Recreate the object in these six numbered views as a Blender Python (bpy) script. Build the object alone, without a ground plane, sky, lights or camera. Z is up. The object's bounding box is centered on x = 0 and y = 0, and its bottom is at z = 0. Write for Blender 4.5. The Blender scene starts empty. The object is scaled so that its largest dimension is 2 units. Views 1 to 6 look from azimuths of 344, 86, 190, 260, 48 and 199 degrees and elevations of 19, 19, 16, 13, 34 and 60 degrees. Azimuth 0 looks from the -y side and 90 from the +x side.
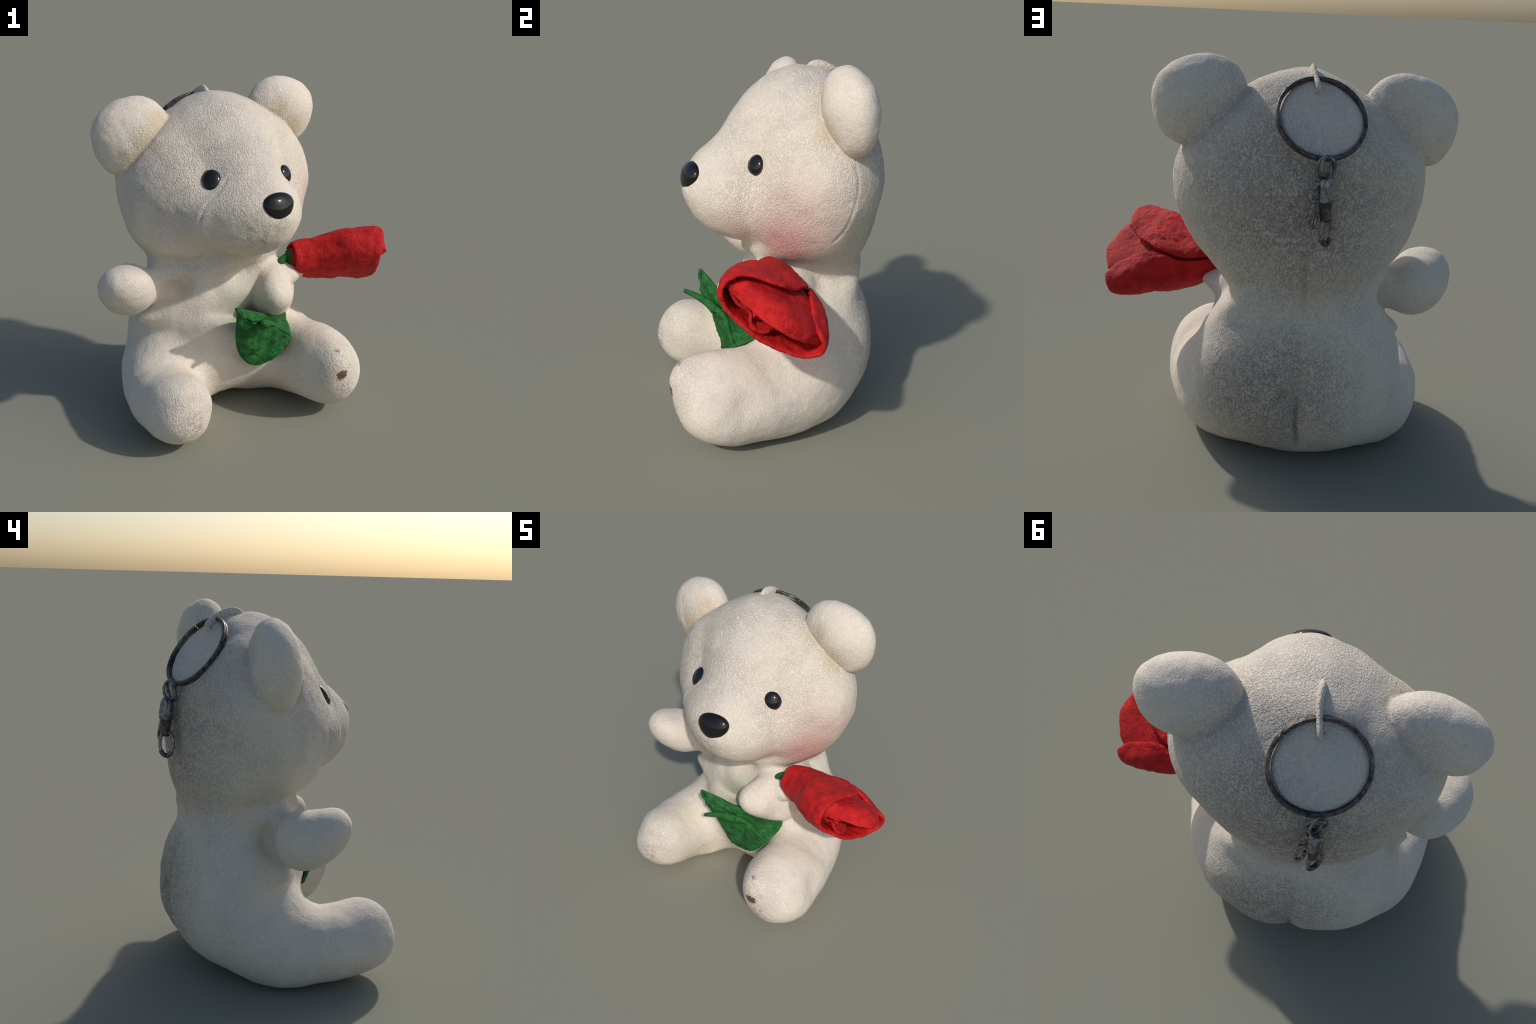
"""White terry-cloth teddy bear key fob: sits, holds a red felt rose with a green
leaf, key ring and clasp hang at the back of the head.

The soft body is one smooth surface: ellipsoids and tapered limbs blended into
each other, meshed, then cut into named anatomical parts that share their border
vertices and normals.  Rose, leaf, ring and clasp are lofts and tubes."""
import math
import random

import bmesh
import bpy
import numpy as np
from mathutils import Matrix, Vector, noise

random.seed(7)
rng = np.random.default_rng(7)

# --------------------------------------------------------------------------
# 1. soft body: blended primitives
# --------------------------------------------------------------------------
# group, kind (E ellipsoid: centre, radii, rotation vector; C tapered limb: ends, radii), blend, numbers
BODY = [
    ('torso', 'E', 0.1, [-0.146, 0.188, 0.356, 0.589, 0.347, 0.345, -0.3, -0.12, 0.041]),
    ('torso', 'E', 0.15, [-0.219, 0.309, 0.535, 0.494, 0.245, 0.403, 0.027, 0.294, 0.297]),
    ('torso', 'E', 0.1, [-0.152, 0.015, 0.301, 0.317, 0.101, 0.416, 0.568, -0.209, -0.27]),
    ('legR', 'C', 0.1, [-0.569, -0.013, 0.217, -0.567, -0.225, 0.197, 0.227, 0.219]),
    ('legR', 'E', 0.1, [-0.537, -0.444, 0.243, 0.203, 0.194, 0.2, 0.067, -0.052, -0.16]),
    ('legL', 'C', 0.1, [0.184, 0.241, 0.234, 0.444, -0.273, 0.254, 0.192, 0.192]),
    ('legL', 'E', 0.1, [0.371, -0.125, 0.298, 0.206, 0.409, 0.224, -0.325, 0.169, 0.152]),
    ('head', 'E', 0.1, [-0.138, 0.183, 1.433, 0.602, 0.387, 0.465, 0.094, 0.104, 0.227]),
    ('head', 'E', 0.12, [-0.207, 0.162, 1.189, 0.513, 0.391, 0.314, -0.575, 0.125, 0.463]),
    ('torso', 'E', 0.12, [-0.266, 0.217, 0.903, 0.396, 0.196, 0.102, 0.249, 0.138, 0.676]),
    ('head', 'E', 0.15, [-0.074, -0.153, 1.598, 0.155, 0.448, 0.105, 0.821, -0.278, 0.199]),
    ('muzzle', 'E', 0.06, [-0.047, -0.14, 1.301, 0.323, 0.335, 0.261, -0.086, 0.143, 0.221]),
    ('earL', 'E', 0.05, [0.322, 0.34, 1.786, 0.234, 0.124, 0.213, 0.048, 0.52, 0.237]),
    ('earR', 'E', 0.05, [-0.645, 0.087, 1.724, 0.243, 0.13, 0.218, -0.122, -0.488, 0.02]),
    ('torso', 'E', 0.12, [-0.119, -0.033, 0.752, 0.568, 0.102, 0.101, -0.081, -0.203, -0.065]),
    ('head', 'E', 0.12, [-0.482, -0.044, 1.402, 0.104, 0.366, 0.182, 0.234, 0.332, 0.657]),
    ('head', 'E', 0.12, [-0.112, 0.075, 1.764, 0.223, 0.274, 0.102, 0.358, -0.068, 0.255]),
    ('head', 'E', 0.12, [0.271, 0.127, 1.244, 0.104, 0.223, 0.217, 0.029, 0.207, -0.161]),
    ('torso', 'E', 0.1, [-0.112, 0.117, 1.036, 0.454, 0.261, 0.102, 0.259, -0.202, 0.259]),
    ('head', 'E', 0.08, [-0.292, -0.064, 1.204, 0.276, 0.106, 0.169, -0.028, 0.007, 0.182]),
    ('torso', 'E', 0.12, [0.165, 0.141, 0.744, 0.113, 0.105, 0.19, 0.009, 0.076, 0.0]),
    ('armR', 'E', 0.1, [-0.754, -0.122, 0.87, 0.154, 0.199, 0.137, -0.742, -0.043, -0.379]),
    ('armL', 'E', 0.1, [0.136, -0.042, 0.745, 0.14, 0.249, 0.148, -0.252, -0.03, -0.141]),
    ('armL', 'C', 0.08, [0.19, 0.139, 0.841, 0.208, 0.002, 0.803, 0.081, 0.11]),
    ('armR', 'C', 0.08, [-0.513, -0.003, 0.809, -0.714, -0.043, 0.884, 0.065, 0.107]),
    ('torso', 'E', 0.05, [-0.06, -0.165, 0.53, 0.08, 0.065, 0.10, 0.2, 0.0, 0.1]),
    ('armL', 'C', 0.06, [0.22, 0.13, 0.82, 0.33, 0.07, 0.835, 0.08, 0.045]),
]  # end of BODY
# stuffing: local bulges (+) and hollows (-): place, height
DABS = np.array([
    (-0.38, -0.15, -0.01, 0.039),
    (-0.66, 0.17, 1.80, -0.033),
    (-0.43, -0.07, 0.92, -0.036),
    (0.12, 0.47, 0.86, 0.027),
    (0.28, 0.33, 0.70, 0.024),
    (0.18, 0.37, 0.79, 0.025),
    (0.24, -0.12, 0.75, -0.022),
    (-0.15, -0.16, 0.85, 0.022),
    (-0.66, -0.27, 0.04, -0.020),
    (-0.29, -0.09, 0.07, 0.023),
    (0.48, 0.45, 1.64, 0.007),
    (-0.54, 0.30, 0.92, 0.016),
    (0.15, 0.51, 0.72, 0.011),
    (-0.28, -0.14, 0.83, 0.016),
    (-0.66, -0.18, 0.03, -0.013),
    (-0.48, -0.23, 1.30, -0.017),
    (0.04, -0.14, 0.93, 0.023),
    (-0.69, -0.27, 0.99, 0.019),
    (0.15, -0.21, 0.85, -0.016),
    (0.14, -0.10, 0.56, 0.016),
    (0.52, -0.17, 0.06, 0.014),
    (0.39, 0.19, 0.51, -0.014),
    (-0.72, -0.28, 0.38, 0.013),
    (-0.13, -0.18, 1.75, -0.015),
    (-0.73, -0.15, 0.38, 0.012),
    (-0.67, 0.32, 0.33, -0.013),
    (-0.57, -0.05, 0.63, -0.010),
    (0.13, 0.34, 1.93, 0.009),
    (-0.30, 0.48, 0.74, -0.010),
    (0.31, -0.11, 0.54, 0.013),
    (-0.44, 0.39, 0.89, 0.012),
    (-0.74, -0.20, 0.78, -0.013),
    (0.01, -0.06, 0.87, -0.017),
    (0.59, -0.14, 0.33, -0.018),
    (-0.72, 0.06, 0.09, -0.007),
    (0.52, 0.40, 1.72, -0.012),
    (-0.80, -0.28, 0.23, 0.014),
    (0.28, -0.41, 0.35, -0.007),
    (-0.67, -0.55, 0.31, -0.015),
    (0.14, -0.44, 1.34, 0.013),
    (0.35, 0.33, 1.99, -0.007),
    (0.20, -0.16, 0.68, -0.007),
    (-0.06, 0.59, 0.27, 0.013),
    (0.01, 0.49, 0.98, -0.009),
    (-0.25, 0.11, 1.92, -0.010),
    (0.21, -0.02, 0.96, 0.015),
    (0.61, -0.16, 0.17, 0.011),
    (0.01, -0.16, 1.75, -0.008),
    (-0.22, 0.51, 0.73, -0.008),
    (-0.57, 0.07, 0.86, -0.010),
    (-0.37, -0.51, 0.19, -0.013),
    (0.16, -0.14, 0.42, -0.014),
    (-0.61, -0.20, 0.92, 0.009),
    (0.08, 0.50, 0.78, -0.008),
    (-0.78, 0.08, 1.51, 0.016),
    (0.38, 0.22, 1.83, 0.012),
    (-0.77, -0.22, 0.15, -0.014),
    (-0.12, 0.09, 0.01, -0.036),
    (-0.61, -0.52, 0.09, -0.008),
    (-0.79, 0.01, 1.60, -0.010),
    (-0.05, -0.31, 1.57, -0.007),
    (-0.86, 0.08, 1.65, -0.010),
    (0.53, -0.34, 0.11, -0.007),
    (-0.42, 0.46, 0.69, -0.008),
    (-0.74, 0.16, 1.47, -0.010),
    (-0.58, -0.06, 0.51, 0.012),
    (-0.40, -0.40, 0.07, 0.009),
    (-0.74, -0.17, 1.02, -0.018),
    (0.29, -0.21, 0.09, -0.010),
    (-0.56, -0.63, 0.15, 0.007),
    (-0.79, -0.14, 0.28, 0.007),
    (-0.14, -0.44, 1.28, -0.011),
    (-0.78, 0.01, 0.18, -0.008),
    (-0.04, -0.05, 0.12, -0.008),
    (0.40, 0.07, 1.28, -0.010),
    (0.04, -0.01, 0.89, 0.045),
    (0.02, 0.08, 0.85, 0.045),
    (0.39, -0.10, 0.84, -0.060),
    (0.33, -0.12, 0.81, -0.020),
    (0.04, -0.11, 0.87, -0.026),
    (0.25, -0.18, 0.78, 0.027),
    (0.20, 0.31, 0.85, 0.022),
    (0.25, 0.17, 0.87, -0.019),
    (-0.20, -0.19, 0.52, -0.016),
    (0.14, 0.50, 0.67, -0.018),
    (-0.01, -0.10, 0.95, -0.010),
    (-0.24, -0.14, 0.94, -0.017),
    (-0.24, 0.25, -0.00, -0.007),
    (-0.64, 0.25, 0.71, -0.016),
    (0.26, 0.19, 0.76, -0.013),
    (0.48, 0.40, 1.64, -0.007),
    (0.00, 0.53, 1.07, -0.007),
    (0.14, 0.43, 0.97, -0.010),
    (-0.51, -0.09, 0.59, 0.009),
    (-0.56, -0.17, 1.25, -0.011),
    (-0.35, -0.12, 0.82, 0.009),
    (0.52, -0.47, 0.34, -0.010),
    (-0.24, -0.08, 0.12, -0.006),
    (-0.14, 0.03, 0.05, -0.017),
    (-0.46, 0.10, 1.87, -0.008),
    (0.05, 0.54, 1.61, -0.006),
    (0.27, 0.37, 0.70, 0.008),
    (-0.05, -0.36, 1.12, -0.010),
    (0.19, 0.36, 0.07, -0.008),
    (0.50, -0.34, 0.51, -0.009),
    (0.31, 0.21, 0.66, 0.010),
    (-0.53, -0.22, 1.34, 0.008),
    (0.05, -0.46, 1.30, -0.008),
    (.27, -.02, .62, .025),
])  # end of DABS
DAB_WIDTH = .10
ORDER = ["torso", "legR", "legL", "armR", "armL", "head", "muzzle", "earL", "earR"]
JOIN = {"legR": .14, "legL": .14, "armR": .06, "armL": .028, "head": .06, "muzzle": .06, "earL": .018, "earR": .018}
RING_C = np.array([-.275, .43, 1.745])
RING_N = np.array([-.312, .737, .600])
RING_N = RING_N / np.linalg.norm(RING_N)
RING_R = .202


def rotation(w):
    w = np.asarray(w, float)
    t = np.linalg.norm(w)
    if t < 1e-9:
        return np.eye(3)
    k = w / t
    K = np.array([[0, -k[2], k[1]], [k[2], 0, -k[0]], [-k[1], k[0], 0]])
    return np.eye(3) + np.sin(t) * K + (1 - np.cos(t)) * K @ K


def ellipsoid(p, P):
    p = np.asarray(p, float)
    q = (P - p[:3]) @ rotation(p[6:9])
    r = p[3:6]
    a = np.sqrt(((q / r) ** 2).sum(1))
    b = np.sqrt(((q / r ** 2) ** 2).sum(1))
    return a * (a - 1) / np.maximum(b, 1e-6)


def limb(p, P):
    p = np.asarray(p, float)
    a, d = p[:3], p[3:6] - p[:3]
    t = np.clip((P - a) @ d / (d @ d), 0, 1)
    return np.sqrt(((P - a - t[:, None] * d) ** 2).sum(1)) - (p[6] + (p[7] - p[6]) * t)


def pad(P):
    """Flat cloth disc that fills the key ring."""
    q = P - RING_C
    h = q @ RING_N
    r = np.sqrt(np.maximum((q * q).sum(1) - h * h, 0))
    a, b = r - (RING_R - .035), np.abs(h + .05) - .028
    return np.minimum(np.maximum(a, b), 0) + np.hypot(np.maximum(a, 0), np.maximum(b, 0)) - .02


def smooth_min(a, b, k):
    h = np.maximum(k - np.abs(a - b), 0) / k
    return np.minimum(a, b) - h * h * k * .25


def body_groups(P):
    out = {}
    for g, kind, k, p in BODY:
        v = (ellipsoid if kind == "E" else limb)(p, P)
        out[g] = v if g not in out else smooth_min(out[g], v, k)
    out["head"] = smooth_min(out["head"], pad(P), .03)
    return out


def body_field(P):
    gs = body_groups(P)
    D = gs[ORDER[0]]
    for g in ORDER[1:]:
        D = smooth_min(D, gs[g], JOIN[g])
    for x, y, z, a in DABS:
        r2 = ((P - (x, y, z)) ** 2).sum(1) / DAB_WIDTH ** 2
        m = r2 < 9
        D[m] -= a * np.exp(-r2[m])
    return D - .0015


def chunked(f, P, n=400000):
    return np.concatenate([f(P[i:i + n]) for i in range(0, len(P), n)])


def surface_net(f, low, high, h):
    """Quads round the zero level of f, one vertex per grid cell that it crosses."""
    n = np.ceil((np.array(high) - low) / h).astype(int) + 1
    ax = [low[i] + h * np.arange(n[i]) for i in range(3)]
    # coarse pass: only evaluate finely where the surface can be
    F = np.full(n, 1.0)
    cs = 6
    cx = [a[::cs] for a in ax]
    C = np.stack(np.meshgrid(*cx, indexing="ij"), -1)
    V = chunked(f, (C + h * (cs - 1) / 2).reshape(-1, 3)).reshape(C.shape[:3])
    reach = h * cs * 1.4
    near = np.abs(V) < reach
    for i, j, k in np.argwhere(~near):
        F[i * cs:(i + 1) * cs, j * cs:(j + 1) * cs, k * cs:(k + 1) * cs] = V[i, j, k]
    cells = np.argwhere(near)
    off = np.stack(np.meshgrid(*[np.arange(cs)] * 3, indexing="ij"), -1).reshape(-1, 3)
    idx = (cells[:, None] * cs + off).reshape(-1, 3)
    idx = idx[(idx < n).all(1)]
    F[tuple(idx.T)] = chunked(f, np.array(low) + h * idx)
    S = F < 0
    mix = np.zeros(n - 1, int)
    pos = np.zeros(tuple(n - 1) + (3,))
    cnt = np.zeros(n - 1)
    view = lambda A, c: A[c[0]:n[0] - 1 + c[0], c[1]:n[1] - 1 + c[1], c[2]:n[2] - 1 + c[2]]
    for c in np.ndindex(2, 2, 2):
        mix += view(S, c)
        for d in range(3):
            if c[d] == 0:
                e = list(c)
                e[d] = 1
                a, b = view(F, c), view(F, e)
                cross = (a < 0) != (b < 0)
                t = np.where(cross, a / np.where(cross, a - b, 1), 0)
                for m in range(3):
                    pos[..., m] += cross * (c[m] + (t if m == d else 0))
                cnt += cross
    act = (mix > 0) & (mix < 8)
    ids = np.full(n - 1, -1)
    where = np.argwhere(act)
    ids[act] = np.arange(len(where))
    verts = np.array(low) + h * (where + pos[act] / cnt[act][:, None])
    quads = []
    for d in range(3):
        u, v = (d + 1) % 3, (d + 2) % 3
        a = np.moveaxis(S, d, 0)
        cross = np.argwhere(a[:-1] != a[1:])
        g = np.empty_like(cross)
        g = np.zeros_like(cross)
        rest = [x for x in range(3) if x != d]
        g[:, d] = cross[:, 0]
        g[:, rest[0]] = cross[:, 1]
        g[:, rest[1]] = cross[:, 2]
        ok = (g[:, rest[0]] > 0) & (g[:, rest[1]] > 0)
        g = g[ok]
        eu, ev = np.eye(3, dtype=int)[u], np.eye(3, dtype=int)[v]
        q = np.stack([ids[tuple((g - s).T)] for s in (eu + ev, ev, 0 * eu, eu)], 1)
        flip = ~S[tuple(g.T)]
        q[flip] = q[flip][:, ::-1]
        quads.append(q)
    return verts, np.concatenate(quads)


def gradient(f, P, e=1.5e-3):
    G = np.empty_like(P)
    for i in range(3):
        d = np.zeros(3)
        d[i] = e
        G[:, i] = chunked(f, P + d) - chunked(f, P - d)
    return G / np.maximum(np.linalg.norm(G, axis=1, keepdims=True), 1e-12)


def subdivide(verts, quads):
    """One step of plain quad splitting (edge midpoints and face centres)."""
    e = np.sort(np.stack([quads, np.roll(quads, -1, 1)], -1).reshape(-1, 2), 1)
    ue, inv = np.unique(e, axis=0, return_inverse=True)
    inv = inv.reshape(len(quads), 4)
    m = len(verts)
    c = m + len(ue) + np.arange(len(quads))
    vv = np.concatenate([verts, verts[ue].mean(1), verts[quads].mean(1)])
    q = [np.stack([quads[:, i], m + inv[:, i], c, m + inv[:, i - 1]], 1) for i in range(4)]
    return vv, np.concatenate(q)


def fbm(P, scale, octaves=3):
    out = np.empty(len(P))
    for i, p in enumerate(P):
        out[i] = noise.fractal(Vector(p) * scale, 1.0, 2.0, octaves)
    return out


def vertex_normals(verts, quads):
    a, b, c, d = (verts[quads[:, i]] for i in range(4))
    n = np.cross(c - a, d - b)
    N = np.zeros_like(verts)
    for i in range(4):
        np.add.at(N, quads[:, i], n)
    return N / np.maximum(np.linalg.norm(N, axis=1, keepdims=True), 1e-12)


def spot(P, c, r):
    return np.exp(-((P - np.array(c)) ** 2).sum(1) / r ** 2)


# --------------------------------------------------------------------------
# 2. materials
# --------------------------------------------------------------------------
class Nodes:
    def __init__(self, name):
        self.m = bpy.data.materials.new(name)
        self.m.use_nodes = True
        self.t = self.m.node_tree
        self.t.nodes.clear()
        self.co = self.add("ShaderNodeTexCoord").outputs["Object"]

    def add(self, kind, **props):
        n = self.t.nodes.new(kind)
        for k, v in props.items():
            setattr(n, k, v)
        return n

    def link(self, a, b):
        self.t.links.new(a, b)

    def put(self, sock, v):
        if isinstance(v, bpy.types.NodeSocket):
            self.link(v, sock)
        elif v is not None:
            sock.default_value = v

    def math(self, op, a, b=None, clamp=False):
        n = self.add("ShaderNodeMath", operation=op, use_clamp=clamp)
        self.put(n.inputs[0], a)
        if b is not None:
            self.put(n.inputs[1], b)
        return n.outputs[0]

    def vec(self, op, a, b=None):
        n = self.add("ShaderNodeVectorMath", operation=op)
        self.put(n.inputs[0], a)
        if b is not None:
            self.put(n.inputs[1], b)
        return n.outputs["Value"] if op in ("LENGTH", "DISTANCE", "DOT_PRODUCT") else n.outputs["Vector"]

    def noise(self, scale, detail=3, rough=.55, co=None, distortion=0):
        n = self.add("ShaderNodeTexNoise")
        self.link(co or self.co, n.inputs["Vector"])
        n.inputs["Scale"].default_value = scale
        n.inputs["Detail"].default_value = detail
        n.inputs["Roughness"].default_value = rough
        n.inputs["Distortion"].default_value = distortion
        return n.outputs["Fac"]

    def voronoi(self, scale, feature="F1", co=None, rand=1):
        n = self.add("ShaderNodeTexVoronoi", feature=feature)
        self.link(co or self.co, n.inputs["Vector"])
        n.inputs["Scale"].default_value = scale
        n.inputs["Randomness"].default_value = rand
        return n.outputs["Distance"]

    def ramp(self, v, a, b, lo=0., hi=1.):
        n = self.add("ShaderNodeMapRange", interpolation_type="SMOOTHSTEP")
        self.put(n.inputs["Value"], v)
        for k, x in zip(("From Min", "From Max", "To Min", "To Max"), (a, b, lo, hi)):
            n.inputs[k].default_value = x
        return n.outputs["Result"]

    def mix(self, fac, a, b, blend="MIX"):
        n = self.add("ShaderNodeMix", data_type="RGBA", blend_type=blend)
        self.put(n.inputs["Factor"], fac)
        self.put(n.inputs["A"] if False else n.inputs[6], a if isinstance(a, bpy.types.NodeSocket) else (*a, 1))
        self.put(n.inputs[7], b if isinstance(b, bpy.types.NodeSocket) else (*b, 1))
        return n.outputs[2]

    def near(self, c, r0, r1, co=None):
        """1 within r0 of point c, falling smoothly to 0 at r1."""
        d = self.vec("DISTANCE", co or self.co, c)
        return self.ramp(d, r0, r1, 1., 0.)

    def bump(self, h, strength, dist, normal=None):
        n = self.add("ShaderNodeBump")
        n.inputs["Strength"].default_value = strength
        n.inputs["Distance"].default_value = dist
        self.put(n.inputs["Height"], h)
        if normal is not None:
            self.link(normal, n.inputs["Normal"])
        return n.outputs["Normal"]

    def finish(self, color, rough, normal=None, **more):
        b = self.add("ShaderNodeBsdfPrincipled")
        self.put(b.inputs["Base Color"], color if isinstance(color, bpy.types.NodeSocket) else (*color, 1))
        self.put(b.inputs["Roughness"], rough)
        if normal is not None:
            self.link(normal, b.inputs["Normal"])
        for k, v in more.items():
            self.put(b.inputs[k.replace("_", " ")], v)
        o = self.add("ShaderNodeOutputMaterial")
        self.link(b.outputs[0], o.inputs["Surface"])
        return self.m


def plush_material():
    n = Nodes("cream_terry_cloth")
    # warped coordinates, so that loops lie in wandering rows
    warp = n.add("ShaderNodeTexNoise")
    n.link(n.co, warp.inputs["Vector"])
    warp.inputs["Scale"].default_value = 9
    w = n.vec("SCALE", n.vec("SUBTRACT", warp.outputs["Color"], (.5, .5, .5)))
    w.node.inputs["Scale"].default_value = .05
    co = n.vec("ADD", n.co, w)
    # loops of the pile: soft grains about 1 cm long and half as wide, in wandering rows
    row = n.add("ShaderNodeMapping")
    n.link(co, row.inputs["Vector"])
    row.inputs["Scale"].default_value = (1.25, 1.25, .85)
    jit = n.add("ShaderNodeTexNoise")
    n.link(n.co, jit.inputs["Vector"])
    jit.inputs["Scale"].default_value = 70
    j = n.vec("SCALE", n.vec("SUBTRACT", jit.outputs["Color"], (.5, .5, .5)))
    j.node.inputs["Scale"].default_value = .010
    grain_co = n.vec("ADD", row.outputs["Vector"], j)
    nap = n.noise(100, 1.3, .45, grain_co, .6)
    loops = n.ramp(nap, .36, .58)                       # 1 on the loops, 0 in the gaps
    tips = n.voronoi(150, co=co)
    fine = n.noise(230, 2, .6)
    mid = n.noise(38, 3, .6)
    patch = n.ramp(n.noise(4.2, 3, .5), .38, .62)       # where the pile is rough
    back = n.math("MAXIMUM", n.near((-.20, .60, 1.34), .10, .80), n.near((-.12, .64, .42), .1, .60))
    back = n.math("MULTIPLY", back, n.ramp(n.vec("DISTANCE", n.co, tuple(RING_C)), .185, .215))   # no painted shade inside the ring
    rough_pile = n.math("ADD", n.math("MULTIPLY", patch, .55), n.math("MULTIPLY", back, .65), clamp=True)
    cream = n.mix(n.ramp(n.noise(3.1, 3), .35, .68), (.795, .715, .600), (.755, .690, .605))
    cream = n.mix(n.math("MULTIPLY", n.math("MAXIMUM", n.ramp(mid, .48, .72), n.ramp(n.noise(9, 4, .6), .5, .7)), .30), cream, (.62, .56, .48))
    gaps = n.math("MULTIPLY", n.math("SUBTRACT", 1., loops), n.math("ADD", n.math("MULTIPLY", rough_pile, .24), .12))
    cream = n.mix(gaps, cream, (.40, .34, .28))  # shadow between loops coloured into the cloth
    # scan's shade on the back, painted into pile gaps and as brown tint
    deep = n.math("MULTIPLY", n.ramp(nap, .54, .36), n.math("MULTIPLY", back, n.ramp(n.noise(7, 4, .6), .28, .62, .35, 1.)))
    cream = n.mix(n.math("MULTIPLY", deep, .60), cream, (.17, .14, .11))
    back_shade_tint = n.math("MULTIPLY", back, n.ramp(n.noise(18, 4, .6), .3, .68, .26, .52))
    cream = n.mix(back_shade_tint, cream, (.37, .315, .255))
    # rouge on the left cheek
    streak = n.math("MULTIPLY", n.ramp(n.noise(60, 2), .2, .6, .65, 1.), n.ramp(loops, 0., 1., .8, 1.))
    wide = n.math("MAXIMUM", n.math("MULTIPLY", n.near((.40, .08, 1.24), .05, .36), .55), n.math("MULTIPLY", n.near((.22, -.22, 1.15), .02, .22), .4))
    c = n.mix(n.math("MULTIPLY", wide, streak), cream, (.70, .47, .42))
    core = n.math("MULTIPLY", n.near((.335, .06, 1.095), .03, .25), .72)
    c = n.mix(n.math("MULTIPLY", core, streak), c, (.50, .205, .19))
    # grime: grey over muzzle underside, right cheek, brow
    grime = n.math("MAXIMUM", n.near((-.02, -.47, 1.24), .04, .26), n.math("MULTIPLY", n.near((-.48, -.2, 1.45), .04, .26), .55))
    grime = n.math("MAXIMUM", grime, n.math("MULTIPLY", n.near((-.22, -.2, 1.70), .02, .2), .4))
    grime = n.math("MAXIMUM", grime, n.math("MULTIPLY", n.near((-.22, .57, 1.36), .1, .42), .75))  # dark mottled patches on back of head, then rump
    grime = n.math("MAXIMUM", grime, n.math("MULTIPLY", n.near((-.05, .6, .42), .06, .3), .75))
    grime = n.math("MULTIPLY", grime, n.ramp(n.noise(26, 4, .65), .36, .66))
    grime = n.math("MULTIPLY", grime, n.ramp(loops, 0., 1., 1., .45))
    c = n.mix(n.math("MULTIPLY", grime, .62), c, (.235, .20, .17))
    # yellowed creases at the ear roots
    for p, r in (((-.50, .0, 1.80), .12), ((-.60, -.05, 1.69), .12), ((-.69, -.03, 1.60), .09), ((.27, .215, 1.82), .1), ((.36, .24, 1.69), .12)):
        c = n.mix(n.math("MULTIPLY", n.near(p, .02, r), .46), c, (.54, .42, .25))
    # green tint on the chest beside the leaf, yellow at its edge
    c = n.mix(n.math("MULTIPLY", n.near((-.06, -.17, .68), .05, .26), .46), c, (.30, .35, .22))
    c = n.mix(n.math("MULTIPLY", n.near((.2, -.2, .42), .02, .10), .45), c, (.50, .42, .22))
    # tan patch where the right arm meets the chest
    c = n.mix(n.math("MULTIPLY", n.near((-.47, -.06, .81), .03, .14), .4), c, (.45, .33, .20))
    # soiled centre seam down the back
    xyz = n.add("ShaderNodeSeparateXYZ")
    n.link(n.vec("ADD", n.co, n.vec("SCALE", n.vec("SUBTRACT", warp.outputs["Color"], (.5, .5, .5)))), xyz.inputs[0])
    xyz.inputs[0].links[0].from_node.inputs[1].links[0].from_node.inputs["Scale"].default_value = .03
    line = n.ramp(n.math("ABSOLUTE", n.math("ADD", xyz.outputs[0], .247)), .003, .022, 1., 0.)
    line = n.math("MULTIPLY", line, n.ramp(xyz.outputs[1], .40, .48))
    line = n.math("MULTIPLY", line, n.math("ADD", n.near((-.247, .58, .30), .05, .26), n.math("MULTIPLY", n.near((-.247, .55, 1.0), .05, .25), .5), clamp=True))
    c = n.mix(n.math("MULTIPLY", line, .55), c, (.16, .13, .105))
    c = n.mix(n.math("MULTIPLY", n.math("MULTIPLY", n.near((-.205, .595, .44), .01, .06), n.ramp(n.noise(50, 4, .7), .4, .6)), .7), c, (.13, .10, .08))
    # soles: yellow worn spot, grime, dark brown stain
    c = n.mix(n.math("MULTIPLY", n.near((-.492, -.589, .372), .005, .05), .5), c, (.58, .44, .24))
    c = n.mix(n.math("MULTIPLY", n.math("MULTIPLY", n.near((-.485, -.63, .215), .02, .13), n.ramp(n.noise(30, 4, .65), .42, .62)), .6), c, (.30, .22, .16))
    c = n.mix(n.math("MULTIPLY", n.math("MULTIPLY", n.near((.477, -.467, .22), .02, .10), n.ramp(n.noise(34, 4, .65), .42, .62)), .6), c, (.30, .21, .14))
    st = n.add("ShaderNodeMapping")
    n.link(n.co, st.inputs["Vector"])
    st.inputs["Scale"].default_value = (.45, 1, 1.2)
    st.inputs["Rotation"].default_value = (0, .4, 0)
    streaks = st.outputs["Vector"]
    stain = n.near((.439, -.506, .34), .01, .062)
    stain = n.ramp(n.math("ADD", stain, n.math("MULTIPLY", n.math("SUBTRACT", n.noise(75, 4, .75, streaks), .5), 2.2)), .35, .75)
    stain = n.math("MULTIPLY", stain, n.near((.439, -.506, .34), .035, .075))
    c = n.mix(n.math("MULTIPLY", stain, .9), c, (.105, .045, .014))
    s2 = n.math("MULTIPLY", n.near((.42, -.463, .477), .004, .03), n.ramp(n.noise(70, 3, .6), .42, .56))
    c = n.mix(n.math("MULTIPLY", s2, .7), c, (.2, .12, .07))
    # long pile on head, soles and rump; brushed smooth on limbs and belly
    zone = n.math("MAXIMUM", n.near((-.14, .15, 1.45), .45, .72), n.math("MAXIMUM", n.near((.44, -.47, .36), .06, .24), n.near((-.50, -.6, .30), .06, .24)))
    zone = n.math("MAXIMUM", zone, n.math("MULTIPLY", back, .9))
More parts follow.
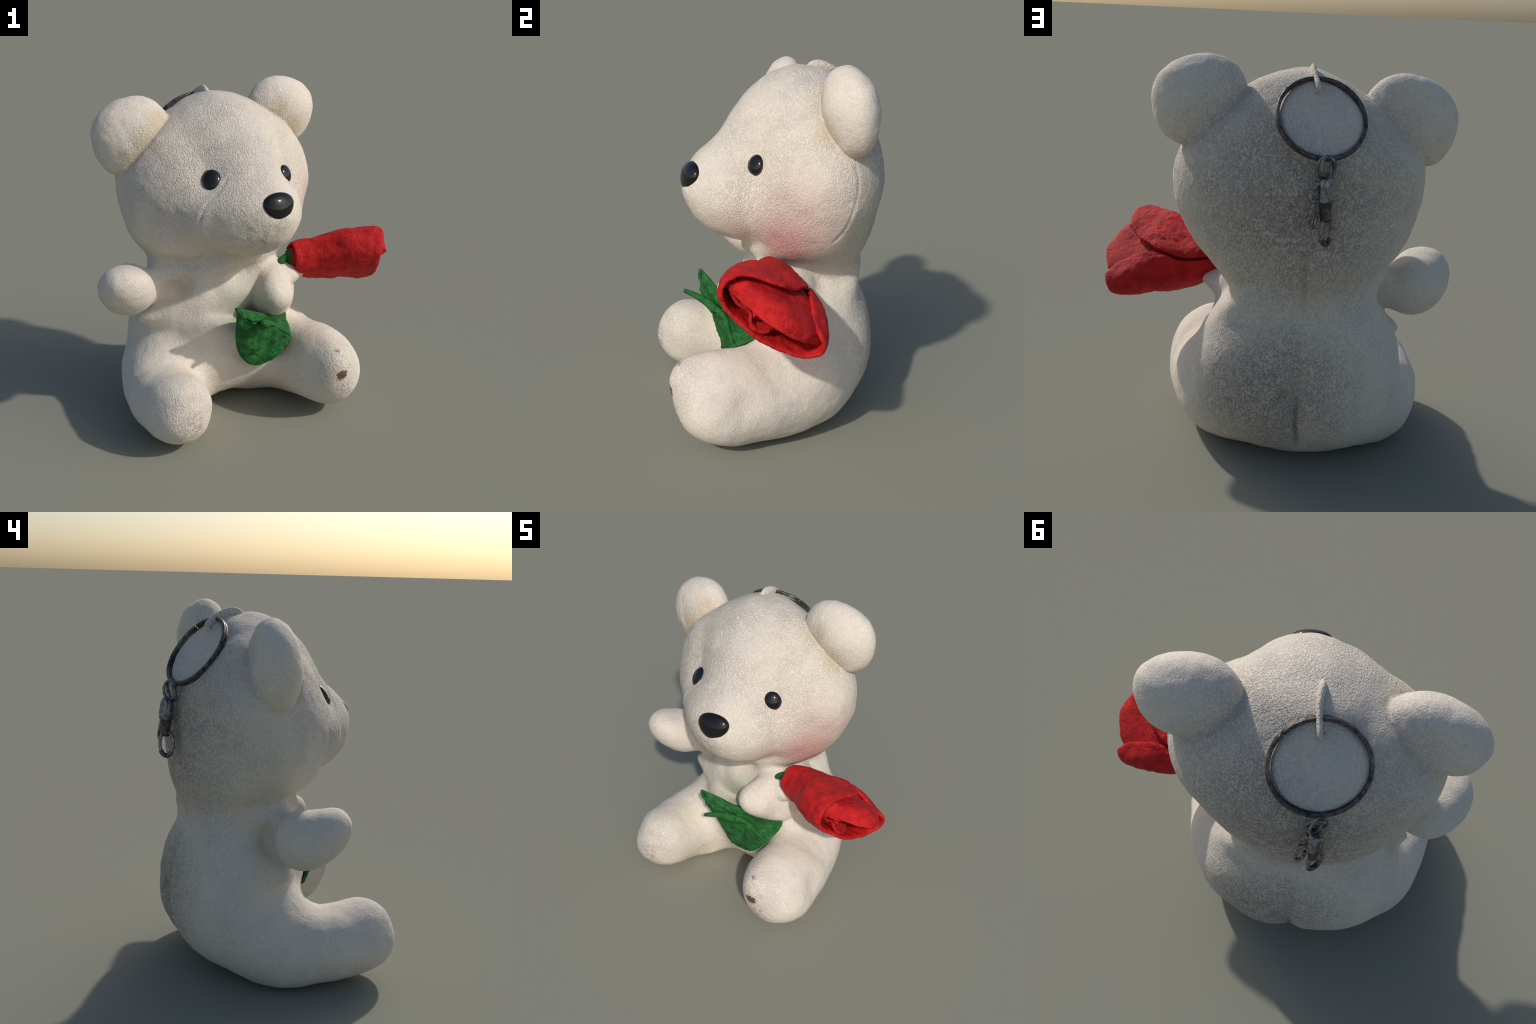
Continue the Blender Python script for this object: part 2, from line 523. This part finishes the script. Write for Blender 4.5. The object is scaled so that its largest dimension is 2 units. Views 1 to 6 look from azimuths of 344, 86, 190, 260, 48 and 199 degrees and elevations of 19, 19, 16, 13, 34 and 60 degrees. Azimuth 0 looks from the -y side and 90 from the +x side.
    h = n.math("MULTIPLY", loops, n.math("ADD", n.math("MULTIPLY", n.math("MULTIPLY", rough_pile, zone), .6), n.math("ADD", n.math("MULTIPLY", zone, .25), .12)))
    nub = n.math("ADD", n.math("MULTIPLY", fine, .45), n.math("MULTIPLY", tips, -.25))
    h = n.math("ADD", h, n.math("MULTIPLY", nub, n.math("ADD", n.math("MULTIPLY", zone, .65), .35)))
    nb = n.bump(h, .7, .009)
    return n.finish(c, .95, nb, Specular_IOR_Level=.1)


def felt_red(name="red_felt", deep=1.0):
    n = Nodes(name)
    f = n.noise(130, 4, .7)
    m = n.noise(14, 4, .62)
    c = n.mix(n.ramp(m, .36, .66), (.66 * deep, .018, .019), (.46 * deep, .010, .013))
    fibre = n.add("ShaderNodeMapping")
    n.link(n.co, fibre.inputs["Vector"])
    fibre.inputs["Scale"].default_value = (.35, 1, 1)
    c = n.mix(n.math("MULTIPLY", n.ramp(n.noise(85, 4, .75, fibre.outputs["Vector"]), .56, .74), .40), c, (.76 * deep, .040, .036))
    c = n.mix(n.math("MULTIPLY", n.ramp(n.noise(20, 5, .7), .59, .74), .6), c, (.15, .005, .007))
    h = n.math("ADD", n.math("MULTIPLY", f, .7), n.math("MULTIPLY", n.noise(34, 4, .65), 1.6))
    return n.finish(c, .62, n.bump(h, .8, .010), Specular_IOR_Level=.22)


def felt_green():
    n = Nodes("green_felt")
    m = n.noise(20, 4, .6)
    c = n.mix(n.ramp(m, .35, .68), (.014, .090, .020), (.026, .17, .038))
    c = n.mix(n.math("MULTIPLY", n.ramp(n.noise(90, 4, .7), .55, .75), .4), c, (.06, .26, .075))
    c = n.mix(n.math("MULTIPLY", n.ramp(n.noise(9, 4, .6), .50, .68), .4), c, (.010, .055, .016))
    h = n.math("ADD", n.math("MULTIPLY", n.noise(110, 3, .6), .6), m)
    return n.finish(c, .8, n.bump(h, .4, .006), Specular_IOR_Level=.25)


def bead_material(name, col, rough):
    n = Nodes(name)
    return n.finish(col, rough, None, Specular_IOR_Level=.35, Coat_Weight=.35, Coat_Roughness=.06)


def metal_material(name, col, rough, metallic=.8):
    n = Nodes(name)
    m = n.noise(40, 4, .6)
    c = n.mix(n.ramp(m, .38, .62), col, tuple(x * .40 for x in col))
    c = n.mix(n.math("MULTIPLY", n.ramp(n.noise(14, 3, .6), .52, .66), .6), c, (.30, .27, .235))
    return n.finish(c, n.ramp(m, .3, .7, rough, rough + .2), n.bump(m, .3, .003), Metallic=metallic)


# --------------------------------------------------------------------------
# 3. object helpers
# --------------------------------------------------------------------------
def make_object(name, verts, faces, mat, parent=None, smooth=True):
    me = bpy.data.meshes.new(name)
    me.from_pydata([tuple(v) for v in verts], [], [tuple(f) for f in faces])
    me.update()
    if smooth:
        me.polygons.foreach_set("use_smooth", [True] * len(me.polygons))
    ob = bpy.data.objects.new(name, me)
    bpy.context.scene.collection.objects.link(ob)
    if mat is not None:
        me.materials.append(mat)
    ob.parent = parent
    return ob


def fix_normals(ob):
    bm = bmesh.new()
    bm.from_mesh(ob.data)
    bmesh.ops.recalc_face_normals(bm, faces=bm.faces)
    bm.to_mesh(ob.data)
    bm.free()


def spline(points, n):
    """Catmull-Rom through points, n samples."""
    P = np.asarray(points, float)
    m = np.gradient(P, axis=0)
    t = np.linspace(0, len(P) - 1, n)
    i = np.minimum(t.astype(int), len(P) - 2)
    f = (t - i)[:, None]
    return (2 * f**3 - 3 * f**2 + 1) * P[i] + (f**3 - 2 * f**2 + f) * m[i] + (-2 * f**3 + 3 * f**2) * P[i + 1] + (f**3 - f**2) * m[i + 1]


def tube(name, path, r, mat, parent, closed=False, sides=10, flat=1.0, flat_dir=None):
    """Tube along a path; r is one radius or one per point; flat squashes it along flat_dir."""
    P = np.asarray(path, float)
    n = len(P)
    r = np.broadcast_to(np.asarray(r, float), (n,))
    if closed:
        T = np.roll(P, -1, 0) - np.roll(P, 1, 0)
    else:
        T = np.gradient(P, axis=0)
    T /= np.linalg.norm(T, axis=1, keepdims=True)
    ref = np.array(flat_dir if flat_dir is not None else (.31, .2, .93))
    verts, faces = [], []
    for i in range(n):
        a = ref - T[i] * (ref @ T[i])
        a /= np.linalg.norm(a)
        b = np.cross(T[i], a)
        for j in range(sides):
            t = 2 * math.pi * j / sides
            verts.append(P[i] + r[i] * (math.cos(t) * flat * a + math.sin(t) * b))
    m = n if closed else n - 1
    for i in range(m):
        for j in range(sides):
            k = (i + 1) % n
            faces.append((i * sides + j, i * sides + (j + 1) % sides, k * sides + (j + 1) % sides, k * sides + j))
    if not closed:
        faces.append(tuple(range(sides))[::-1])
        faces.append(tuple(range((n - 1) * sides, n * sides)))
    ob = make_object(name, verts, faces, mat, parent)
    fix_normals(ob)
    return ob


def sheet(name, grid, thick, mat, parent, bumps=.0, seed=0.):
    """Thick felt piece from a grid of points (rows x cols): both faces and a rounded rim."""
    G = np.asarray(grid, float)
    nr, nc = G.shape[:2]
    du, dv = np.gradient(G, axis=0), np.gradient(G, axis=1)
    N = np.cross(du, dv)
    N /= np.maximum(np.linalg.norm(N, axis=2, keepdims=True), 1e-9)
    if bumps:
        for i in range(nr):
            for j in range(nc):
                q = Vector(G[i, j])
                crease = 1 - abs(noise.noise(q * 17 + Vector((0, seed, 0)))) * 2.2
                G[i, j] = G[i, j] + N[i, j] * (bumps * noise.fractal(q * 11 + Vector((seed, 0, 0)), 1.0, 2.0, 4) - bumps * .3 * max(crease, 0) ** 3)
    # thinner towards the rim so the edge is rounded
    ei = np.minimum(np.arange(nr), np.arange(nr)[::-1])[:, None]
    ej = np.minimum(np.arange(nc), np.arange(nc)[::-1])[None]
    e = np.minimum(ei * (34 / nr), ej * (44 / nc))
    tk = thick * .5 * np.sqrt(1 - (1 - np.clip((e + .6) / 2.6, 0, 1)) ** 2)
    top, bot = G + N * tk[..., None], G - N * tk[..., None]
    verts = np.concatenate([top.reshape(-1, 3), bot.reshape(-1, 3)])
    q, off = [], nr * nc
    ix = lambda i, j: i * nc + j
    for i in range(nr - 1):
        for j in range(nc - 1):
            f = (ix(i, j), ix(i + 1, j), ix(i + 1, j + 1), ix(i, j + 1))
            q.append(f)
            q.append(tuple(off + x for x in f[::-1]))
    rim = [ix(i, 0) for i in range(nr)] + [ix(nr - 1, j) for j in range(1, nc)] + [ix(i, nc - 1) for i in range(nr - 2, -1, -1)] + [ix(0, j) for j in range(nc - 2, 0, -1)]
    for a, b in zip(rim, rim[1:] + rim[:1]):
        q.append((a, b, off + b, off + a))
    ob = make_object(name, verts, q, mat, parent)
    fix_normals(ob)
    return ob


# sewn seams: left ear down to the cheek, round the muzzle
SEAMS = [
    [(.405, .37, 1.533), (.414, .389, 1.465), (.421, .386, 1.387), (.418, .366, 1.298), (.40, .343, 1.219), (.378, .295, 1.145)],
    [(.047, -.305, 1.579), (.106, -.251, 1.559), (.144, -.21, 1.515), (.205, -.165, 1.42), (.265, -.125, 1.345), (.29, -.107, 1.283), (.283, -.092, 1.206), (.257, -.06, 1.123)],
    [(-0.135, -0.31, 1.561), (-0.186, -0.297, 1.539), (-0.234, -0.324, 1.478), (-0.313, -0.329, 1.404), (-0.355, -0.328, 1.317), (-0.346, -0.298, 1.216), (-0.275, -0.224, 1.121)],
]

# --------------------------------------------------------------------------
# 4. build the bear
# --------------------------------------------------------------------------
bear = bpy.data.objects.new("teddy_bear", None)
bpy.context.scene.collection.objects.link(bear)
bear["label"] = "cream terry teddy bear holding a red felt rose"
bear["category"] = "teddy bear"

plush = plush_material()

V, Q = surface_net(body_field, (-1.0, -.75, -.05), (.74, .74, 2.06), .017)
for step in range(2):
    G = gradient(body_field, V)
    V = V - G * np.clip(chunked(body_field, V), -.012, .012)[:, None]
    if step == 0:
        V, Q = subdivide(V, Q)
        # relax the fresh points a little along the surface
        e = np.concatenate([Q[:, [0, 1]], Q[:, [1, 2]], Q[:, [2, 3]], Q[:, [3, 0]]])
        for _ in range(2):
            S, c = np.zeros_like(V), np.zeros(len(V))
            np.add.at(S, e[:, 0], V[e[:, 1]])
            np.add.at(c, e[:, 0], 1)
            V = V * .5 + .5 * S / c[:, None]

N = vertex_normals(V, Q)
groups = body_groups(V)
# soft lumps in the stuffing, deeper in the ears; a sewn back seam; pinched puckers
lump = fbm(V, 5.5, 2)
small = fbm(V, 17., 2)
earish = np.clip(1 - np.minimum(groups["earL"], groups["earR"]) / .02, 0, 1)
disp = .0045 * lump + .0018 * small + earish * .001 * small
for a, b, deep in (("earL", "head", .009), ("earR", "head", .009), ("armR", "torso", .003), ("armL", "torso", .006)):
    disp -= deep * np.exp(-((groups[a] - groups[b]) / .014) ** 2) * np.exp(-(np.maximum(groups[a], groups[b]) / .04) ** 2)   # stitched-on joint
seam_x = -.247 + .025 * np.exp(-((V[:, 2] - .44) / .10) ** 2)
back = np.clip((V[:, 1] - .42) / .08, 0, 1)
disp -= back * .012 * np.exp(-((V[:, 0] - seam_x) / .013) ** 2) * np.clip((1.22 - V[:, 2]) / .1, 0, 1) * np.clip(.45 + np.exp(-((V[:, 2] - .30) / .18) ** 2), 0, 1)
disp -= back * .020 * np.exp(-((V[:, 0] - seam_x) / .055) ** 2) * np.clip((V[:, 2] - .06) / .1, 0, 1) * np.clip((.74 - V[:, 2]) / .2, 0, 1)
disp -= .010 * spot(V, (-.205, .60, .445), .03)
disp += .006 * spot(V, (-.255, .59, .46), .035)
for line in SEAMS:
    path = spline(line, 40)
    for _ in range(3):
        path = path - gradient(body_field, path) * body_field(path)[:, None]
    dist = np.full(len(V), 9.)
    for p in path:
        dist = np.minimum(dist, ((V - p) ** 2).sum(1))
    disp -= .0055 * np.exp(-dist / .010 ** 2)
    disp += .0025 * np.exp(-dist / .030 ** 2)
V = V + N * disp[:, None]
V[:, 2] = np.where(V[:, 2] < .05, .05 * np.exp(np.clip(V[:, 2] / .05 - 1, -4, 0)), V[:, 2])  # sits flat
V[:, 2] -= V[:, 2].min()
N = vertex_normals(V, Q)

centre = V[Q].mean(1)
cg = body_groups(centre)
names = ORDER
label = np.argmin(np.stack([cg[g] for g in names]), 0)
part_name = {"torso": "torso", "legR": "leg", "legL": "leg", "armR": "arm", "armL": "arm", "head": "head", "muzzle": "muzzle", "earL": "ear", "earR": "ear"}
parts = {}
for gi, g in enumerate(names):
    q = Q[label == gi]
    if not len(q):
        continue
    used, inv = np.unique(q, return_inverse=True)
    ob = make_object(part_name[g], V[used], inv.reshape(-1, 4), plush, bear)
    ob.data.normals_split_custom_set_from_vertices([tuple(x) for x in N[used]])
    parts[g] = ob

head = parts["head"]

# eyes and nose ------------------------------------------------------------
eye_mat = bead_material("black_bead", (.008, .008, .009), .08)
rim_mat = bead_material("dark_bead_rim", (.03, .024, .022), .5)


def bead(name, c, facing, rx, ry, rz, mat, parent, shape=None, up=(0, 0, 1)):
    f = np.array(facing, float)
    f /= np.linalg.norm(f)
    r = np.cross(f, up)
    r /= np.linalg.norm(r)
    u = np.cross(r, f)
    me = bpy.data.meshes.new(name)
    bm = bmesh.new()
    bmesh.ops.create_uvsphere(bm, u_segments=40, v_segments=24, radius=1)
    for v in bm.verts:
        x, y, z = v.co.x, v.co.y, v.co.z
        if shape:
            x, y, z = shape(x, y, z)
        v.co = Vector(np.array(c) + x * rx * r + y * ry * u + z * rz * f)
    bm.to_mesh(me)
    bm.free()
    me.polygons.foreach_set("use_smooth", [True] * len(me.polygons))
    me.materials.append(mat)
    ob = bpy.data.objects.new(name, me)
    bpy.context.scene.collection.objects.link(ob)
    ob.parent = parent
    return ob


def surface_point(p):
    p = np.array([p], float)
    for _ in range(6):
        p = p - gradient(body_field, p) * body_field(p)[:, None]
    return p[0], gradient(body_field, p)[0]


for c, rx, ry in (((.207, -.100, 1.482), .051, .053), ((-.268, -.262, 1.516), .051, .059)):
    s, nrm = surface_point(c)
    facing = nrm * .8 + np.array([.1, -.3, .1])
    eye = bead("eye", s + nrm * .001, facing, rx, ry, .023, eye_mat, bear)
    bead("eye_rim", s - nrm * .003, facing, rx + .006, ry + .007, .015, rim_mat, eye)


def triangle_nose(x, y, z):
    w = 1 + .17 * y
    return x * w, y * (.95 if y > 0 else 1.05), z


bead("nose", (.063, -.429, 1.386), (.30, -.87, .32), .100, .078, .044, eye_mat, bear, triangle_nose)

# --------------------------------------------------------------------------
# 5. rose: cross-sections along x, petals are thick wraps on them
# --------------------------------------------------------------------------
ROSE_X = np.array([.27, .33, .45, .60, .75, .86])
# centre y, centre z, long half axis, short half axis, tilt
ROSE_S = np.array([[-.02, .935, .088, .085, -.60], [-.002, .92, .116, .105, -.587], [.010, .904, .175, .123, -.586],
                   [-.005, .922, .259, .138, -.50], [-.012, .914, .292, .138, -.57], [.0, .905, .285, .142, -.56]])
red, red_in = felt_red(), felt_red("red_felt_inner", .8)
green = felt_green()


def rose_section(x):
    m = np.gradient(ROSE_S, ROSE_X, axis=0)
    i = int(np.clip(np.searchsorted(ROSE_X, x) - 1, 0, len(ROSE_X) - 2))
    h = ROSE_X[i + 1] - ROSE_X[i]
    t = min(max((x - ROSE_X[i]) / h, 0), 1)
    return (2*t**3 - 3*t**2 + 1) * ROSE_S[i] + (t**3 - 2*t**2 + t) * h * m[i] + (-2*t**3 + 3*t**2) * ROSE_S[i+1] + (t**3 - t**2) * h * m[i+1]


def rose_point(x, th, off=0., scale=1., n=2.3):
    """Point on the bud: x along it, th round it (0 right lower lip, 90 top, 180 front corner)."""
    cy, cz, A, B, ph = rose_section(x)
    A, B = A * scale + off, B * scale + off
    c, s = math.cos(th), math.sin(th)
    k = (abs(c / A) ** n + abs(s / B) ** n) ** (-1 / n)
    a, b = k * c, k * s
    return np.array([x, cy + math.cos(ph) * a - math.sin(ph) * b, cz + math.sin(ph) * a + math.cos(ph) * b])


def petal(name, th0, th1, x0, edge, off, thick, mat, rows=64, cols=90, bumps=.012, seed=0.):
    """Wrap from angle th0 to th1 (degrees); edge(u) gives the outer end in x for u in 0..1."""
    G = np.zeros((rows, cols, 3))
    for j in range(cols):
        u = j / (cols - 1)
        th = math.radians(th0 + (th1 - th0) * u)
        xe = edge(u)
        for i in range(rows):
            v = i / (rows - 1)
            x = x0 + (xe - x0) * v
            G[i, j] = rose_point(x, th, off(u, v) if callable(off) else off)
    return sheet(name, G, thick, mat, rose, bumps, seed)


rose = bpy.data.objects.new("rose", None)
bpy.context.scene.collection.objects.link(rose)
rose.parent = bear


def interp(pts):
    xs, ys = zip(*pts)
    return lambda u: float(np.interp(u, xs, ys))


# lower outer petal: wraps the underside, its lip is the cup's lower rim
low_edge = interp([(0, .66), (.07, .79), (.14, .86), (.20, .84), (.28, .80), (.38, .795), (.52, .805), (.70, .80), (.85, .775), (1, .75)])
petal("petal", 42, -178, .285, low_edge, lambda u, v: -.010 + .008 * v ** 4 - .055 * v ** 6 * math.exp(-((u - .12) / .10) ** 2), .024, red, bumps=.009, seed=3.)
# upper front petal
top_edge = interp([(0, .60), (.15, .70), (.4, .785), (.6, .805), (.8, .80), (1, .765)])
petal("petal", 48, 200, .285, top_edge, lambda u, v: -.013 + .006 * v, .022, red, bumps=.008, seed=9.)


def half_moon(name, x0, mat, rows=64, ring=110):
    """Folded inner petal: thick mass filling the upper half of the bud, blunt ragged end."""
    reach = interp([(-1, .775), (-.6, .82), (0, .825), (.35, .835), (.7, .825), (1, .80)])
    verts, faces = [], []
    for i in range(rows):
        v = math.sin(i / (rows - 1) * math.pi / 2)
        k = max((1 - v ** 8) ** .5, .03)
        roof = max((1 - v ** 11) ** .5, .03)
        for j in range(ring):
            t = 2 * math.pi * j / ring
            c, s = math.cos(t), math.sin(t)
            x = x0 + (reach(c) + .10 * max(s, 0) * (1 - .5 * abs(c - .1)) - x0) * v
            cy, cz, A, B, ph = rose_section(min(x, .80))
            a = c * A * .96 * (.72 + .28 * k)
            b = (abs(s) ** .8 * (B - .026) * roof if s > 0 else s * .035 * k) - .02 * v
            p = np.array([x, cy + math.cos(ph) * a - math.sin(ph) * b, cz + math.sin(ph) * a + math.cos(ph) * b])
            crease = max(1 - abs(noise.noise(Vector(p) * 17)) * 2.2, 0) ** 3
            verts.append(p + np.array(noise.noise_vector(p * 10)) * .011 * min(1, v * 2) + (np.array([x - .1, cy, cz]) - p) * .02 * crease)
    for i in range(rows - 1):
        for j in range(ring):
            faces.append((i * ring + j, i * ring + (j + 1) % ring, (i + 1) * ring + (j + 1) % ring, (i + 1) * ring + j))
    faces.append(tuple(range(ring)))
    faces.append(tuple(range((rows - 1) * ring, rows * ring))[::-1])
    ob = make_object(name, verts, faces, mat, rose)
    fix_normals(ob)
    return ob


half_moon("petal", .40, red)

# small folded petals seen inside the mouth
petal("petal", 178, 318, .52, interp([(0, .77), (.3, .745), (.5, .79), (.75, .775), (1, .72)]), lambda u, v: -.046 - .018 * math.sin(u * 9) * v, .02, red_in, rows=30, cols=50, seed=21.)
petal("petal", 196, 262, .52, interp([(0, .74), (.4, .765), (1, .70)]), lambda u, v: -.078 - .012 * math.sin(u * 7 + 1) * v, .02, red, rows=30, cols=30, seed=27.)

# heart of the bud: fills the cup up to its floor
verts, faces, ring = [], [], 48
for i in range(26):
    v = i / 25
    x = .272 + .43 * min(v / .7, 1)
    sc = 1 if v < .7 else 1 - (v - .7) / .3
    for j in range(ring):
        t = 2 * math.pi * j / ring
        p = rose_point(x, t, -.032)
        cy, cz = rose_section(x)[:2]
        q = np.array([x - .10 * (1 - sc), cy, cz])
        verts.append(q + (p - q) * max(sc, .01) if v >= .7 else p)
    if i:
        for j in range(ring):
            faces.append(((i - 1) * ring + j, (i - 1) * ring + (j + 1) % ring, i * ring + (j + 1) % ring, i * ring + j))
faces.append(tuple(range(ring)))
heart = make_object("rose_heart", verts, faces, red_in, rose)
fix_normals(heart)
# calyx and stem
bead("calyx", (.268, -.012, .925), (1, 0, 0), .045, .055, .024, green, rose)
tube("stem", spline([(.26, -.01, .935), (.215, -.04, .925), (.17, -.06, .87), (.13, -.08, .78)], 16), .024, green, rose)

# leaf ---------------------------------------------------------------------
leaf = bpy.data.objects.new("leaf", None)
bpy.context.scene.collection.objects.link(leaf)
leaf.parent = bear


def loft(rows, nr, nc):
    R = np.stack([spline(r, nc) for r in rows])
    return np.stack([spline(R[:, j], nr) for j in range(nc)], 1)


flap = [(-.163, -.372, .790), (-.095, -.310, .742), (.0, -.245, .690), (.12, -.15, .625), (.228, -.035, .60)]
trough = [(-.120, -.368, .735), (-.05, -.31, .672), (.05, -.215, .600), (.15, -.125, .545), (.238, -.065, .535)]
fork = [(-.085, -.366, .690), (-.01, -.335, .662), (.085, -.240, .597), (.16, -.205, .54), (.228, -.165, .490)]
sheet("leaf_blade", loft([flap, trough, fork], 36, 70), .024, green, leaf, .013, 2.)
# the front lobe: cupped, rounded hem lying on the belly
hem = [(-.163, -.372, .790), (-.160, -.340, .68), (-.150, -.285, .55), (-.120, -.245, .44), (-.055, -.225, .36), (.035, -.205, .332), (.125, -.205, .370), (.19, -.195, .43), (.228, -.165, .490)]
midrib = [(-.135, -.370, .755), (-.115, -.352, .67), (-.085, -.310, .57), (-.045, -.265, .49), (.01, -.24, .44), (.065, -.228, .42), (.125, -.217, .425), (.18, -.20, .455), (.228, -.166, .492)]
ridge = [(-.095, -.367, .705), (-.050, -.352, .675), (.0, -.33, .655), (.045, -.285, .628), (.085, -.24, .597), (.125, -.222, .565), (.165, -.205, .535), (.20, -.185, .512), (.228, -.165, .494)]
sheet("leaf_blade", loft([hem, midrib, ridge], 40, 80), .022, green, leaf, .014, 5.)
tube("leaf_tip", spline([(-.031, -.462, .708), (-.018, -.41, .690), (.0, -.35, .663), (.04, -.28, .625)], 14), np.linspace(.011, .026, 14), green, leaf)
tube("leaf_rib", spline([(.0, -.335, .662), (.045, -.28, .63), (.09, -.232, .597), (.15, -.215, .55), (.215, -.19, .50)], 24), np.linspace(.021, .012, 24), green, leaf)

# --------------------------------------------------------------------------
# 6. hanging loop, key ring, clasp
# --------------------------------------------------------------------------
loop_path = spline([(-.182, .180, 1.905), (-.188, .205, 1.930), (-.195, .240, 1.938), (-.208, .288, 1.925), (-.228, .335, 1.899), (-.243, .364, 1.873), (-.243, .352, 1.845)], 36)
tube("hanging_loop", loop_path, np.interp(np.arange(36), [0, 8, 16, 24, 35], [.018, .017, .014, .013, .012]), plush, bear, sides=14, flat=1.9, flat_dir=(-.1, .5, .86))

steel = metal_material("blackened_steel", (.13, .12, .11), .38, .6)
bright = metal_material("worn_steel", (.33, .33, .335), .25, .85)
keyring = bpy.data.objects.new("key_ring", None)
bpy.context.scene.collection.objects.link(keyring)
keyring.parent = bear
ex = np.cross(RING_N, (0, 0, 1))
ex /= np.linalg.norm(ex)
ey = np.cross(ex, RING_N)
if ey[2] < 0:
    ey = -ey


def circle(c, e1, e2, r1, r2, n=72, a0=0, a1=2 * math.pi, closed=True):
    t = np.linspace(a0, a1, n, endpoint=not closed)
    return np.array(c) + r1 * np.cos(t)[:, None] * e1 + r2 * np.sin(t)[:, None] * e2


for k, d in enumerate((.004, -.012)):
    pts = circle(RING_C + RING_N * d, ex, ey, RING_R, RING_R, 90, .78, .78 + 2 * math.pi - .03, False)
    tube("ring_coil", pts, .0092, steel, keyring, sides=10)

clasp = bpy.data.objects.new("clasp", None)
bpy.context.scene.collection.objects.link(clasp)
clasp.parent = bear
side = ex.copy()
down = np.array([-.03, .06, -1.])
down /= np.linalg.norm(down)
out = np.cross(side, down)
if out[1] < 0:
    out = -out


def blade(name, path, w, d, mat):
    return tube(name, path, w, mat, clasp, sides=14, flat=d, flat_dir=out)


c1 = np.array([-.325, .562, 1.545])
tube("link", circle(c1, side, -down * .96 + out * .28, .040, .052, 44), .0085, bright, clasp, closed=True, sides=10)
tube("link", circle(c1 + out * .008 - down * .004, side * .8 + out * .6, -down, .036, .047, 44), .007, bright, clasp, closed=True, sides=10)
cm = np.array([-.333, .586, 1.435])
blade("clasp_body", spline([cm - down * .068, cm - down * .055, cm - down * .02, cm + down * .03, cm + down * .04], 16), np.interp(np.arange(16), [0, 4, 12, 15], [.018, .030, .037, .030]), 1.05, bright)
tube("clasp_eye", circle(cm - down * .02 + out * .024 - side * .012, side * .35 + out * .2, -down, .032, .046, 40), .010, bright, clasp, closed=True, sides=10)
blade("clasp_tongue", spline([cm + down * .03, cm + down * .055, cm + down * .09, cm + down * .125], 12), np.interp(np.arange(12), [0, 4, 11], [.030, .029, .020]), 1.0, steel)
tube("clasp_lever", spline([cm - down * .052 + side * .028, cm - down * .005 + side * .062, cm + down * .022 + side * .068, cm + down * .034 + side * .052, cm + down * .028 + side * .03], 20), .0095, bright, clasp, sides=10)
tube("clasp_hook", spline([cm + down * .038 + side * .05, cm + down * .085 + side * .066, cm + down * .130 + side * .074, cm + down * .150 + side * .064, cm + down * .135 + side * .046, cm + down * .08 + side * .036], 24), .008, bright, clasp, sides=10)
ce = np.array([-.345, .586, 1.272])
tube("link", circle(ce, side * .8 + out * .6, -down, .039, .062, 44), .009, bright, clasp, closed=True, sides=10)
tube("link_weld", circle(ce, side * .8 + out * .6, -down, .040, .064, 16, math.pi * 1.22, math.pi * 1.78, False), .0125, steel, clasp, sides=10)
